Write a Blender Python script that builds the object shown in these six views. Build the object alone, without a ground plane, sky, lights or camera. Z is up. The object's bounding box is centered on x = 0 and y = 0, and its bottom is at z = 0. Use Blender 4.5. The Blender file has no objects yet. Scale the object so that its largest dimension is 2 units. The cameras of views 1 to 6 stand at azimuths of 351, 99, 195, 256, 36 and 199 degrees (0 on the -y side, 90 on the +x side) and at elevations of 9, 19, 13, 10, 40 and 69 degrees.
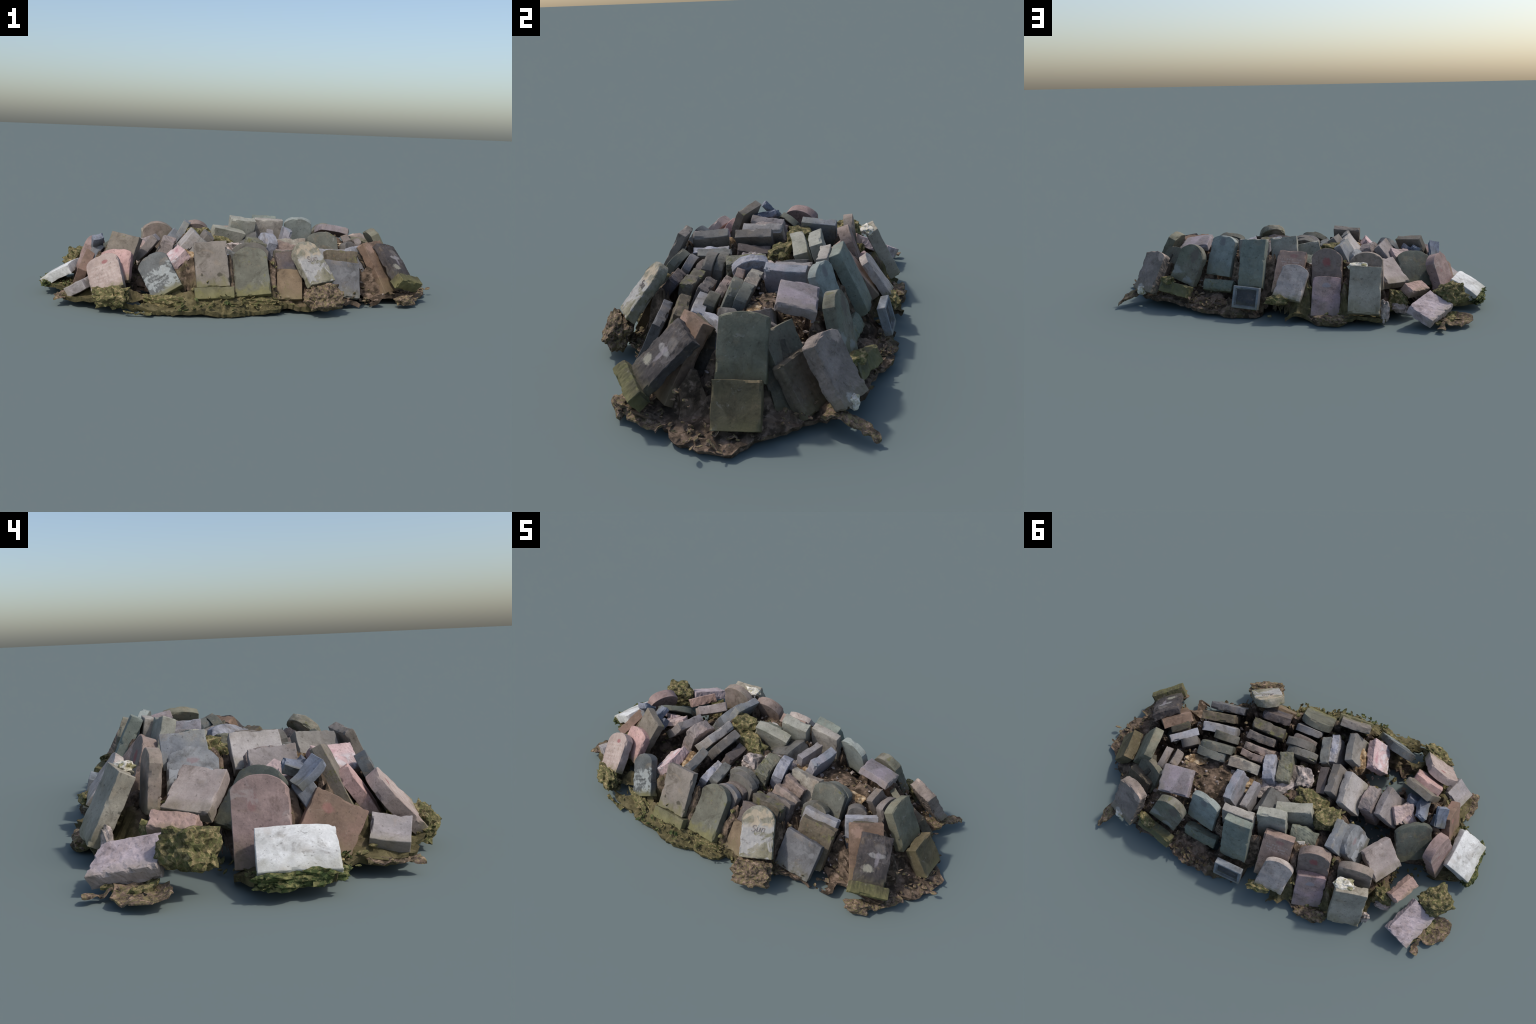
# A long heap of old gravestones leaning on one another over a mound of earth, edged with moss and dead leaves.
import bpy, bmesh, math, random
import numpy as np
from mathutils import Vector, Matrix, noise

rnd = random.Random(7)


# ------------------------------------------------------------------ colours
def lin(rgb):
    out = []
    for c in rgb:
        c = c / 255.0
        out.append(c / 12.92 if c <= 0.04045 else ((c + 0.055) / 1.055) ** 2.4)
    return out


class Nodes:
    """Small helper for writing node trees as expressions."""

    def __init__(self, name):
        self.mat = bpy.data.materials.new(name)
        self.mat.use_nodes = True
        self.t = self.mat.node_tree
        self.bsdf = self.t.nodes["Principled BSDF"]
        self.coord = self.t.nodes.new("ShaderNodeTexCoord").outputs["Object"]

    def link(self, a, b):
        self.t.links.new(a, b)

    def put(self, sock, v):
        if isinstance(v, bpy.types.NodeSocket):
            self.link(v, sock)
        elif isinstance(v, (tuple, list)):
            sock.default_value = (*v, 1.0) if len(v) == 3 and len(sock.default_value) == 4 else v
        else:
            sock.default_value = v

    def noise(self, scale, detail=3.0, rough=0.55, offset=0.0, stretch=(1, 1, 1), colour=False, distort=0.0):
        m = self.t.nodes.new("ShaderNodeMapping")
        self.link(self.coord, m.inputs["Vector"])
        m.inputs["Location"].default_value = (offset, offset * 1.7, -offset)
        m.inputs["Scale"].default_value = stretch
        n = self.t.nodes.new("ShaderNodeTexNoise")
        self.link(m.outputs[0], n.inputs["Vector"])
        n.inputs["Scale"].default_value = scale
        n.inputs["Detail"].default_value = detail
        n.inputs["Roughness"].default_value = rough
        n.inputs["Distortion"].default_value = distort
        return n.outputs["Color" if colour else "Fac"]

    def voronoi(self, scale, offset=0.0, out="Color"):
        m = self.t.nodes.new("ShaderNodeMapping")
        self.link(self.coord, m.inputs["Vector"])
        m.inputs["Location"].default_value = (offset, -offset, offset * 0.6)
        n = self.t.nodes.new("ShaderNodeTexVoronoi")
        self.link(m.outputs[0], n.inputs["Vector"])
        n.inputs["Scale"].default_value = scale
        return n.outputs[out]

    def math(self, op, a, b=0.0, c=0.0):
        n = self.t.nodes.new("ShaderNodeMath")
        n.operation = op
        for i, v in enumerate((a, b, c)):
            self.put(n.inputs[i], v)
        return n.outputs[0]

    def step(self, v, lo, hi):
        n = self.t.nodes.new("ShaderNodeMapRange")
        n.interpolation_type = "SMOOTHSTEP"
        self.put(n.inputs["Value"], v)
        n.inputs["From Min"].default_value = lo
        n.inputs["From Max"].default_value = hi
        return n.outputs[0]

    def mix(self, f, a, b, mode="MIX"):
        n = self.t.nodes.new("ShaderNodeMix")
        n.data_type, n.blend_type = "RGBA", mode
        self.put(n.inputs[0], f)
        self.put(n.inputs[6], a)
        self.put(n.inputs[7], b)
        return n.outputs[2]

    def xyz(self):
        n = self.t.nodes.new("ShaderNodeSeparateXYZ")
        self.link(self.coord, n.inputs[0])
        return n.outputs

    def grey(self, v):
        n = self.t.nodes.new("ShaderNodeCombineColor")
        for i in range(3):
            self.put(n.inputs[i], v)
        return n.outputs[0]

    def finish(self, colour, rough=0.8, spec=0.25, bump=None, bump_strength=0.3, bump_distance=0.002):
        self.put(self.bsdf.inputs["Base Color"], colour)
        self.put(self.bsdf.inputs["Roughness"], rough)
        self.bsdf.inputs["Specular IOR Level"].default_value = spec
        if bump is not None:
            b = self.t.nodes.new("ShaderNodeBump")
            b.inputs["Strength"].default_value = bump_strength
            b.inputs["Distance"].default_value = bump_distance
            self.link(bump, b.inputs["Height"])
            self.link(b.outputs[0], self.bsdf.inputs["Normal"])
        return self.mat


OLIVE, RUST, DIRT = (104, 102, 66), (140, 108, 78), (80, 70, 60)


def stone_material(a, b, seed, size, moss=0.0, blotch=0.0, marks=(), rough=0.82, dirt=0.25):
    """Weathered gravestone: two mottled tones, grain, lichen blotches, moss creeping up from the foot, marks on the face."""
    k = Nodes("weathered_stone")
    w, h, t = size
    A, B = lin(a), lin(b)
    base = k.mix(k.step(k.noise(9, 3, 0.6, seed, distort=0.4), 0.36, 0.64), A, B)
    wide = k.noise(22, 4, 0.6, seed + 5)
    base = k.mix(1.0, base, k.grey(k.math("MULTIPLY_ADD", wide, 0.8, 0.6)), "MULTIPLY")
    grain = k.noise(170, 2, 0.6, seed + 9)
    base = k.mix(1.0, base, k.grey(k.math("MULTIPLY_ADD", grain, 0.36, 0.82)), "MULTIPLY")
    stain = k.step(k.noise(13, 5, 0.7, seed + 17, distort=0.8), 0.5, 0.72)
    base = k.mix(k.math("MULTIPLY", stain, 0.35 + dirt), base, k.mix(1.0, base, lin((150, 142, 132)), "MULTIPLY"))
    tan = k.step(k.noise(17, 4, 0.65, seed + 51, distort=0.5), 0.54, 0.7)
    base = k.mix(k.math("MULTIPLY", tan, 0.4), base, k.mix(0.5, A, lin((150, 128, 100))))
    scuff = k.step(k.noise(33, 5, 0.7, seed + 61, distort=0.7), 0.6, 0.7)
    base = k.mix(k.math("MULTIPLY", scuff, 0.3), base, k.mix(0.5, B, lin((196, 190, 182))))
    pits = k.step(k.noise(95, 2, 0.6, seed + 27), 0.62, 0.72)
    base = k.mix(k.math("MULTIPLY", pits, 0.45), base, lin((66, 60, 54)))
    streak = k.noise(30, 2, 0.5, seed + 2, stretch=(1, 1, 0.22))
    base = k.mix(k.math("MULTIPLY", k.step(streak, 0.58, 0.75), dirt), base, lin(DIRT))
    x, y, z = k.xyz()
    if blotch:
        spots = k.step(k.noise(26, 4, 0.65, seed + 13), 0.66 - 0.16 * blotch, 0.74 - 0.12 * blotch)
        base = k.mix(k.math("MULTIPLY", spots, 0.75), base, lin(OLIVE))
        rust = k.step(k.noise(15, 3, 0.6, seed + 21), 0.64, 0.76)
        base = k.mix(k.math("MULTIPLY", rust, 0.5 * blotch), base, lin(RUST))
    if not moss:
        foot = k.math("ADD", z, k.math("MULTIPLY_ADD", k.noise(20, 3, 0.6, seed + 71), -h * 0.7, h * 0.35))
        base = k.mix(k.math("MULTIPLY", k.step(foot, -h * 0.12, -h * 0.5), 0.35), base, lin((118, 112, 78)))
    if moss:
        ragged = k.math("MULTIPLY_ADD", k.noise(28, 3, 0.6, seed + 31), -h * 0.5, h * 0.25)
        level = k.math("ADD", z, ragged)
        base = k.mix(k.math("MULTIPLY", k.step(level, -h / 2 + h * moss + 0.03, -h / 2 + h * moss - 0.03), 0.85), base,
                     k.mix(k.noise(40, 3, 0.6, seed), lin((80, 79, 50)), lin((134, 128, 88))))
    front = k.step(y, t * 0.25, t * 0.4)
    for m in marks:
        if m[0] == "spot":
            _, cx, cz, rx, rz, col, strength = m
            dx = k.math("DIVIDE", k.math("SUBTRACT", x, cx), rx)
            dz = k.math("DIVIDE", k.math("SUBTRACT", z, cz), rz)
            d = k.math("ADD", k.math("MULTIPLY", dx, dx), k.math("MULTIPLY", dz, dz))
            d = k.math("ADD", d, k.math("MULTIPLY_ADD", k.noise(42, 4, 0.7, seed + cx * 9, distort=0.5), 3.4, -1.7))
            base = k.mix(k.math("MULTIPLY", k.math("MULTIPLY", k.step(d, 1.3, 0.2), strength), front), base, lin(col))
        elif m[0] == "lines":  # rows of worn lettering, no longer legible
            _, z0, z1, rows, half, col, strength = m
            row = k.math("FRACT", k.math("MULTIPLY", k.math("SUBTRACT", z, z0), rows / (z1 - z0)))
            band = k.math("MULTIPLY", k.step(row, 0.15, 0.3), k.step(row, 0.85, 0.7))
            inside = k.math("MULTIPLY", k.step(z, z0 - 0.001, z0 + 0.001), k.step(z, z1 + 0.001, z1 - 0.001))
            ax = k.math("ABSOLUTE", x)
            ragged = k.math("ADD", ax, k.math("MULTIPLY_ADD", k.noise(18, 1, 0.5, seed, stretch=(0, 0, 3)), 0.05, -0.025))
            letters = k.step(k.noise(150, 1, 0.5, seed + 3, stretch=(1, 0, 0.35)), 0.44, 0.54)
            f = k.math("MULTIPLY", k.math("MULTIPLY", band, inside), k.math("MULTIPLY", letters, k.step(ragged, half + 0.003, half - 0.003)))
            base = k.mix(k.math("MULTIPLY", k.math("MULTIPLY", f, strength), front), base, lin(col))
        elif m[0] == "patches":  # pale worn patches where the skin of the stone has flaked
            _, scale, lo, z0, z1, col, strength = m
            p = k.step(k.noise(scale, 3, 0.6, seed + 41, distort=0.6), lo, lo + 0.07)
            zone = k.math("MULTIPLY", k.step(z, z0 - 0.012, z0 + 0.012), k.step(z, z1 + 0.012, z1 - 0.012))
            base = k.mix(k.math("MULTIPLY", k.math("MULTIPLY", p, zone), k.math("MULTIPLY", front, strength)), base, lin(col))
    relief = k.math("ADD", k.noise(70, 4, 0.65, seed + 1), k.math("MULTIPLY", grain, 0.4))
    return k.finish(base, rough, 0.2, relief, 0.35, 0.003)


def clump_material(name, tones, seed, scale=30):
    """Moss, earth and dead leaves: patches of several tones, broken up cell by cell."""
    k = Nodes(name)
    base = lin(tones[0])
    for i, tone in enumerate(tones[1:]):
        base = k.mix(k.step(k.noise(scale * (1 + 0.5 * i), 3, 0.65, seed + 7 * i), 0.46, 0.6), base, lin(tone))
    cell = k.t.nodes.new("ShaderNodeSeparateColor")
    k.link(k.voronoi(scale * 2.2, seed), cell.inputs[0])
    base = k.mix(1.0, base, k.grey(k.math("MULTIPLY_ADD", cell.outputs[0], 0.55, 0.72)), "MULTIPLY")
    grain = k.noise(150, 3, 0.6, seed + 3)
    base = k.mix(1.0, base, k.grey(k.math("MULTIPLY_ADD", grain, 0.5, 0.75)), "MULTIPLY")
    return k.finish(base, 0.95, 0.1, grain, 0.5, 0.004)


# ------------------------------------------------------------------ scene tree
pile = bpy.data.objects.new("gravestone_pile", None)
bpy.context.scene.collection.objects.link(pile)
pile["label"] = "long heap of weathered gravestones leaning on mossy earth"
pile["category"] = "gravestone pile"


def add(name, bm_or_mesh, mat, parent=None, matrix=None, smooth=35, kind=None):
    if isinstance(bm_or_mesh, bmesh.types.BMesh):
        me = bpy.data.meshes.new(name)
        bm_or_mesh.normal_update()
        bm_or_mesh.to_mesh(me)
        bm_or_mesh.free()
    else:
        me = bm_or_mesh
    if mat and not me.materials:
        me.materials.append(mat)
    o = bpy.data.objects.new(name, me)
    bpy.context.scene.collection.objects.link(o)
    o.parent = parent or pile
    if matrix is not None:
        o.matrix_local = matrix
    if smooth:
        me.shade_smooth()
        me.set_sharp_from_angle(angle=math.radians(smooth))
    if kind:
        o["kind"] = kind
    return o


# ------------------------------------------------------------------ slabs
def frame(az, el, roll):
    """Axes of a leaning slab: x to the left as one faces it, y out of its face, z to its head."""
    a, e, r = (math.radians(v) for v in (az, el, roll))
    n = Vector((math.cos(e) * math.sin(a), -math.cos(e) * math.cos(a), math.sin(e)))
    up = Vector((-math.sin(e) * math.sin(a), math.sin(e) * math.cos(a), math.cos(e)))
    right = (-n).cross(up)
    up2 = up * math.cos(r) + right * math.sin(r)
    right2 = right * math.cos(r) - up * math.sin(r)
    return -right2, n, up2


def slab_mesh(w, h, t, shape, rise, seed, wear=0.0022, ragged=0.0):
    """A dressed slab: flat or arched head, chamfered arrises, slightly out of square, worn and chipped."""
    nx, nz, ny = max(6, round(w / 0.008)), max(6, round(h / 0.008)), max(3, round(t / 0.01))
    R = random.Random(seed)
    skew, taper, bow = R.uniform(-0.02, 0.02), R.uniform(-0.03, 0.03), R.uniform(-0.005, 0.005)
    off = Vector((seed * 3.1, seed * 1.7, seed * 0.9))

    def head(x):
        q = min(1.0, abs(2 * x / w))
        if shape == "arch":
            return h / 2 - rise * w * ((1 - (1 - q**2) ** 0.6) * 0.5 + 0.5 * q**2.2)
        return h / 2

    bm, V = bmesh.new(), {}
    for i in range(nx + 1):
        for j in range(nz + 1):
            for k in range(ny + 1):
                if 0 < i < nx and 0 < j < nz and 0 < k < ny:
                    continue
                x = (i / nx - 0.5) * w
                top = head(x)
                z = -h / 2 + (top + h / 2) * j / nz
                y = (k / ny - 0.5) * t
                if ragged:
                    edge = noise.noise(Vector((x * 22, y * 10, 4)) + off)
                    if j > nz * 0.55:
                        z += edge * ragged * (j / nz - 0.55) / 0.45
                xx = x * (1 + taper * z / h) + skew * z
                yy = y + bow * ((2 * x / w) ** 2 + (2 * z / h) ** 2)
                V[i, j, k] = bm.verts.new((xx, yy, z))

    def quad(a, b, c, d):
        bm.faces.new([V[p] for p in (a, b, c, d)])

    for i in range(nx):
        for j in range(nz):
            quad((i, j, 0), (i + 1, j, 0), (i + 1, j + 1, 0), (i, j + 1, 0))
            quad((i, j, ny), (i, j + 1, ny), (i + 1, j + 1, ny), (i + 1, j, ny))
    for i in range(nx):
        for k in range(ny):
            quad((i, 0, k), (i, 0, k + 1), (i + 1, 0, k + 1), (i + 1, 0, k))
            quad((i, nz, k), (i + 1, nz, k), (i + 1, nz, k + 1), (i, nz, k + 1))
    for j in range(nz):
        for k in range(ny):
            quad((0, j, k), (0, j + 1, k), (0, j + 1, k + 1), (0, j, k + 1))
            quad((nx, j, k), (nx, j, k + 1), (nx, j + 1, k + 1), (nx, j + 1, k))
    bm.verts.index_update()
    bm.normal_update()
    arris = [e for e in bm.edges if e.calc_face_angle(0) > math.radians(50)]
    arris_verts = {v for e in arris for v in e.verts}
    for v in sorted(arris_verts, key=lambda v: v.index):  # chips knocked off the edges
        c = noise.noise(v.co * 26 + off) + 0.35 * noise.noise(v.co * 60 - off)
        if c > 0.1:
            v.co -= v.normal * min(0.008, (c - 0.1) * (0.009 + 2.0 * wear))
    bm.verts.index_update()
    bmesh.ops.bevel(bm, geom=arris, offset=0.0016, segments=1, profile=0.5, affect="EDGES")
    bm.normal_update()
    for v in bm.verts:
        p = v.co
        d = noise.noise(p * 11 + off) * 0.8 + noise.noise(p * 34 - off) * 0.4
        if wear > 0.0035:
            d = d * 0.55 + noise.noise(p * 60 + off) * 0.5 + noise.noise(p * 110 - off) * 0.35
            v.co = p + v.normal * d * wear * 0.8 + noise.noise_vector(p * 90 + off) * 0.0012
        else:
            v.co = p + v.normal * (d + noise.noise(p * 70 + off) * 0.25) * wear * 0.85
    return bm


STONES = []


def plaque_mesh(w, h, t, seed):
    """A shallow box with a raised square frame round a sunken panel."""
    bm = bmesh.new()
    bmesh.ops.create_cube(bm, size=1.0, matrix=Matrix.Diagonal((w, t, h, 1)))
    face = [f for f in bm.faces if f.normal.y > 0.9]
    bmesh.ops.inset_region(bm, faces=face, thickness=0.016)
    bmesh.ops.inset_region(bm, faces=face, thickness=0.004, depth=-0.012)
    face[0].material_index = 1
    bmesh.ops.bevel(bm, geom=[e for e in bm.edges if e.calc_face_angle(0) > 0.9], offset=0.002, segments=1, affect="EDGES")
    return bm


def stone(kind, x, y, z, az, el, roll, w, h, t, shape, rise, tone, tone2, wear=0.0022, ragged=0.0, **look):
    left, n, up = frame(az, el, roll)
    M = Matrix((left, n, up)).transposed().to_4x4()
    M.translation = Vector((x, y, z))
    seed = len(STONES) + 1
    body = plaque_mesh(w, h, t, seed) if kind == "framed_plaque" else slab_mesh(w, h, t, shape, rise, seed, wear, ragged)
    o = add(kind, body, stone_material(tone, tone2, seed * 2.37, (w, h, t), **look), matrix=M, smooth=0 if wear > 0.0035 else 20)
    STONES.append((M, w, h, t))
    if kind == "framed_plaque":
        o.data.materials.append(stone_material((62, 64, 70), (78, 78, 80), seed + 0.5, (w, h, t)))
    return o


# kind, centre, (bearing the face looks to, how far it leans back, roll), width, height, thickness, head, rise, two tones
stone("gravestone", -0.657, -0.329, 0.147, 336, 40, -29, 0.148, 0.200, 0.043, "arch", 0.25, (167, 151, 143), (151, 135, 127), moss=0.08, marks=[('spot', -0.012, 0.055, 0.014, 0.011, (134, 76, 78), 0.72), ('lines', -0.06, 0.05, 6, 0.055, (183, 173, 165), 0.28)])
stone("gravestone", -0.615, -0.245, 0.175, 341, 34, -6, 0.140, 0.160, 0.037, "arch", 0.15, (178, 146, 140), (186, 160, 152), moss=0.1)
stone("gravestone", -0.597, -0.178, 0.214, 338, 27, 8, 0.143, 0.200, 0.038, "flat", 0.0, (123, 115, 104), (111, 104, 94), blotch=0.3)
stone("gravestone", -0.424, -0.373, 0.158, 341, 28, -35, 0.144, 0.203, 0.039, "arch", 0.25, (78, 81, 81), (89, 92, 92), moss=0.1, rough=0.5, dirt=0.1, marks=[('lines', -0.06, 0.03, 5, 0.045, (154, 158, 155), 0.4), ('patches', 26, 0.5, -0.08, 0.035, (152, 157, 155), 0.64)])
stone("gravestone", -0.193, -0.389, 0.207, 0, 28, -3, 0.147, 0.213, 0.036, "flat", 0.0, (130, 122, 114), (120, 113, 104), moss=0.12, marks=[('spot', 0.048, -0.05, 0.006, 0.009, (52, 49, 37), 0.8), ('spot', -0.03, -0.052, 0.016, 0.01, (52, 49, 37), 0.72)])
stone("plinth_block", -0.184, -0.461, 0.091, 359, 30, -3, 0.173, 0.053, 0.045, "flat", 0.0, (120, 116, 91), (102, 99, 76), moss=0.5, blotch=0.6)
stone("gravestone", -0.011, -0.372, 0.173, 351, 36, -8, 0.158, 0.245, 0.038, "arch", 0.3, (104, 104, 93), (97, 96, 85), moss=0.14, blotch=0.35)
stone("gravestone", 0.007, -0.312, 0.175, 357, 28, 0, 0.130, 0.199, 0.034, "arch", 0.25, (119, 118, 119), (124, 117, 110), ragged=0.006)
stone("gravestone", 0.018, -0.252, 0.153, 353, 14, -6, 0.118, 0.200, 0.027, "arch", 0.2, (122, 112, 105), (102, 93, 87))
stone("gravestone", 0.020, -0.204, 0.183, 358, 12, 7, 0.135, 0.200, 0.041, "arch", 0.25, (103, 101, 94), (111, 105, 98))
stone("gravestone", 0.000, -0.159, 0.175, 358, 12, 3, 0.151, 0.199, 0.038, "arch", 0.25, (124, 122, 114), (107, 104, 97), blotch=0.3)
stone("gravestone", 0.185, -0.314, 0.200, 358, 39, -6, 0.141, 0.115, 0.040, "flat", 0.0, (78, 75, 81), (97, 87, 82), wear=0.004, ragged=0.006)
stone("gravestone", 0.168, -0.377, 0.114, 351, 28, -2, 0.114, 0.144, 0.045, "flat", 0.0, (121, 105, 86), (108, 93, 76), blotch=0.4)
stone("gravestone", 0.197, -0.238, 0.149, 355, 12, -0, 0.164, 0.199, 0.050, "flat", 0.0, (90, 85, 73), (103, 97, 87), wear=0.006, ragged=0.014, blotch=1.0)
stone("gravestone", 0.219, -0.201, 0.142, 356, 27, -2, 0.144, 0.199, 0.041, "flat", 0.0, (115, 107, 101), (98, 93, 88), wear=0.005, ragged=0.012)
stone("gravestone", 0.197, -0.141, 0.139, 356, 25, 10, 0.139, 0.199, 0.033, "flat", 0.0, (151, 135, 127), (123, 114, 105), wear=0.005, ragged=0.01)
stone("gravestone", 0.196, -0.070, 0.162, 356, 16, 16, 0.116, 0.199, 0.031, "flat", 0.0, (142, 125, 116), (121, 108, 99), wear=0.006, ragged=0.012)
stone("gravestone", 0.243, -0.030, 0.180, 359, 24, -3, 0.151, 0.200, 0.047, "flat", 0.0, (154, 149, 137), (131, 121, 110), wear=0.004, ragged=0.006)
pale_arched_stone = stone("gravestone", 0.261, -0.383, 0.218, 23, 41, -6, 0.143, 0.226, 0.039, "arch", 0.4, (147, 142, 130), (114, 111, 92), wear=0.004, blotch=0.4, marks=[('patches', 16, 0.47, -0.13, 0.03, (168, 166, 165), 0.68), ('patches', 20, 0.5, 0.02, 0.1, (172, 157, 136), 0.72), ('patches', 34, 0.55, -0.12, 0.0, (116, 112, 112), 0.56)])
pale_size = (0.143, 0.226, 0.039)
stone("gravestone", 0.428, -0.304, 0.126, 5, 27, 6, 0.175, 0.175, 0.035, "flat", 0.0, (98, 98, 99), (111, 110, 111), wear=0.003, ragged=0.004, marks=[('patches', 18, 0.56, -0.1, 0.1, (127, 127, 128), 0.48)])
stone("gravestone", 0.449, -0.234, 0.155, 9, 26, 4, 0.162, 0.199, 0.041, "flat", 0.0, (106, 95, 81), (93, 85, 71), wear=0.004, blotch=0.7, ragged=0.005)
stone("gravestone", 0.426, -0.178, 0.153, 5, 22, 3, 0.163, 0.200, 0.044, "flat", 0.0, (146, 146, 150), (136, 132, 128), wear=0.003, dirt=0.15)
stone("gravestone", 0.387, -0.131, 0.164, 0, 21, -9, 0.122, 0.199, 0.040, "arch", 0.25, (103, 101, 94), (92, 91, 80))
stone("gravestone", 0.397, -0.056, 0.222, 4, 23, -1, 0.153, 0.200, 0.038, "arch", 0.2, (101, 101, 92), (92, 93, 85), blotch=0.4)
stone("gravestone", 0.405, -0.013, 0.204, 359, 22, 1, 0.136, 0.200, 0.041, "arch", 0.2, (104, 107, 103), (111, 111, 101), blotch=0.2)
stone("gravestone", 0.670, -0.155, 0.162, 36, 33, -2, 0.147, 0.272, 0.042, "flat", 0.0, (128, 106, 90), (104, 88, 76), dirt=0.35, marks=[('spot', 0.04, 0.1, 0.03, 0.025, (164, 137, 122), 0.64)])
stone("gravestone", 0.620, -0.106, 0.221, 42, 54, 6, 0.096, 0.100, 0.033, "flat", 0.0, (97, 93, 80), (90, 85, 73), blotch=0.4)
stone("gravestone", 0.594, -0.074, 0.157, 36, 23, -3, 0.143, 0.200, 0.036, "flat", 0.0, (158, 158, 164), (142, 142, 144), wear=0.003, dirt=0.1)
stone("gravestone", 0.535, -0.042, 0.170, 33, 17, 6, 0.081, 0.200, 0.042, "arch", 0.25, (103, 99, 94), (110, 103, 97))
stone("gravestone", 0.725, -0.195, 0.186, 44, 45, 16, 0.136, 0.235, 0.035, "flat", 0.0, (76, 71, 70), (64, 60, 59), wear=0.005, marks=[('spot', -0.01, 0.03, 0.045, 0.012, (148, 145, 142), 0.68), ('spot', -0.012, 0.015, 0.011, 0.034, (141, 134, 136), 0.68), ('spot', -0.02, 0.062, 0.03, 0.024, (117, 113, 110), 0.48), ('spot', 0.022, -0.03, 0.026, 0.018, (153, 149, 134), 0.72), ('patches', 30, 0.56, -0.09, 0.1, (106, 100, 98), 0.48)])
stone("plinth_block", 0.763, -0.280, 0.112, 50, 51, 21, 0.165, 0.050, 0.060, "flat", 0.0, (92, 90, 66), (76, 72, 54), moss=0.5, blotch=0.7, wear=0.004)
stone("gravestone", 0.718, 0.058, 0.227, 90, 27, 0, 0.153, 0.210, 0.044, "arch", 0.1, (106, 105, 90), (118, 116, 100), dirt=0.1)  # east slabs: tones darkened below the sunlit head colour, unlit side baked in
stone("gravestone", 0.839, 0.058, 0.101, 92, 32, 0, 0.146, 0.144, 0.053, "flat", 0.0, (96, 88, 66), (104, 95, 74), dirt=0.2)
stone("gravestone", 0.710, 0.322, 0.163, 155, 31, 1, 0.139, 0.220, 0.049, "arch", 0.12, (140, 128, 120), (122, 112, 104), wear=0.006, marks=[('spot', -0.05, 0.09, 0.03, 0.03, (186, 166, 152), 0.72), ('spot', 0.02, -0.09, 0.02, 0.018, (172, 168, 160), 0.72)])
stone("gravestone", 0.714, 0.225, 0.109, 156, 31, 0, 0.136, 0.178, 0.044, "flat", 0.0, (108, 98, 86), (98, 90, 76), wear=0.004)
stone("gravestone", 0.665, 0.170, 0.190, 148, 30, 0, 0.136, 0.160, 0.030, "flat", 0.0, (104, 104, 90), (112, 106, 92))
stone("gravestone", 0.497, 0.325, 0.219, 170, 16, 17, 0.144, 0.203, 0.043, "arch", 0.35, (110, 112, 98), (122, 118, 106), blotch=0.3, marks=[('spot', -0.02, 0.05, 0.025, 0.04, (102, 88, 83), 0.56), ('patches', 12, 0.52, -0.09, 0.02, (150, 153, 149), 0.56)])  # north-facing slabs from here: part of their sky-lit shade kept in darker tones
stone("plinth_block", 0.548, 0.406, 0.103, 163, 21, 5, 0.183, 0.059, 0.045, "flat", 0.0, (88, 90, 74), (100, 96, 66), moss=0.2, blotch=0.5, wear=0.005)
stone("gravestone", 0.339, 0.278, 0.258, 164, 18, 1, 0.145, 0.209, 0.032, "arch", 0.2, (132, 139, 135), (140, 146, 140), dirt=0.1, marks=[('spot', -0.0, 0.07, 0.02, 0.022, (112, 108, 111), 0.72)])
stone("plinth_block", 0.333, 0.361, 0.120, 170, 33, -1, 0.166, 0.060, 0.044, "flat", 0.0, (114, 120, 108), (100, 106, 94), blotch=0.4, wear=0.004)
stone("gravestone", 0.153, 0.353, 0.238, 175, 25, -3, 0.129, 0.248, 0.044, "flat", 0.0, (112, 119, 111), (124, 130, 120), dirt=0.12, marks=[('spot', -0.015, -0.005, 0.022, 0.03, (126, 129, 117), 0.48)])
stone("gravestone", 0.170, 0.274, 0.246, 179, 10, -1, 0.150, 0.200, 0.039, "flat", 0.0, (158, 152, 142), (144, 138, 130))
stone("framed_plaque", 0.153, 0.476, 0.098, 175, 16, 2, 0.134, 0.108, 0.032, "flat", 0.0, (138, 142, 144), (112, 118, 124), wear=0.003)
stone("gravestone", 0.015, 0.234, 0.253, 185, 18, -6, 0.134, 0.201, 0.050, "flat", 0.0, (150, 149, 138), (134, 136, 124), dirt=0.15)
stone("gravestone", -0.079, 0.164, 0.211, 189, 14, -13, 0.171, 0.200, 0.054, "flat", 0.0, (154, 151, 138), (138, 138, 124), blotch=0.2)
stone("gravestone", -0.037, 0.353, 0.197, 184, 40, 4, 0.143, 0.233, 0.047, "flat", 0.0, (148, 128, 118), (136, 118, 108), marks=[('spot', -0.01, 0.09, 0.024, 0.012, (136, 94, 92), 0.56), ('lines', 0.03, 0.075, 3, 0.05, (164, 158, 154), 0.4)])
stone("gravestone", -0.067, 0.434, 0.175, 183, 36, 12, 0.137, 0.179, 0.032, "arch", 0.2, (182, 172, 164), (166, 156, 150), wear=0.003, moss=0.05)
stone("gravestone", -0.220, 0.330, 0.224, 185, 20, -2, 0.149, 0.200, 0.048, "arch", 0.3, (144, 126, 116), (130, 116, 108), marks=[('spot', -0.002, 0.03, 0.024, 0.026, (144, 78, 76), 0.72)])
stone("gravestone", -0.235, 0.434, 0.111, 195, 32, 4, 0.138, 0.198, 0.042, "arch", 0.05, (160, 138, 140), (146, 130, 126), wear=0.003, marks=[('spot', 0.0, 0.055, 0.02, 0.012, (131, 133, 142), 0.64)])
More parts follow.
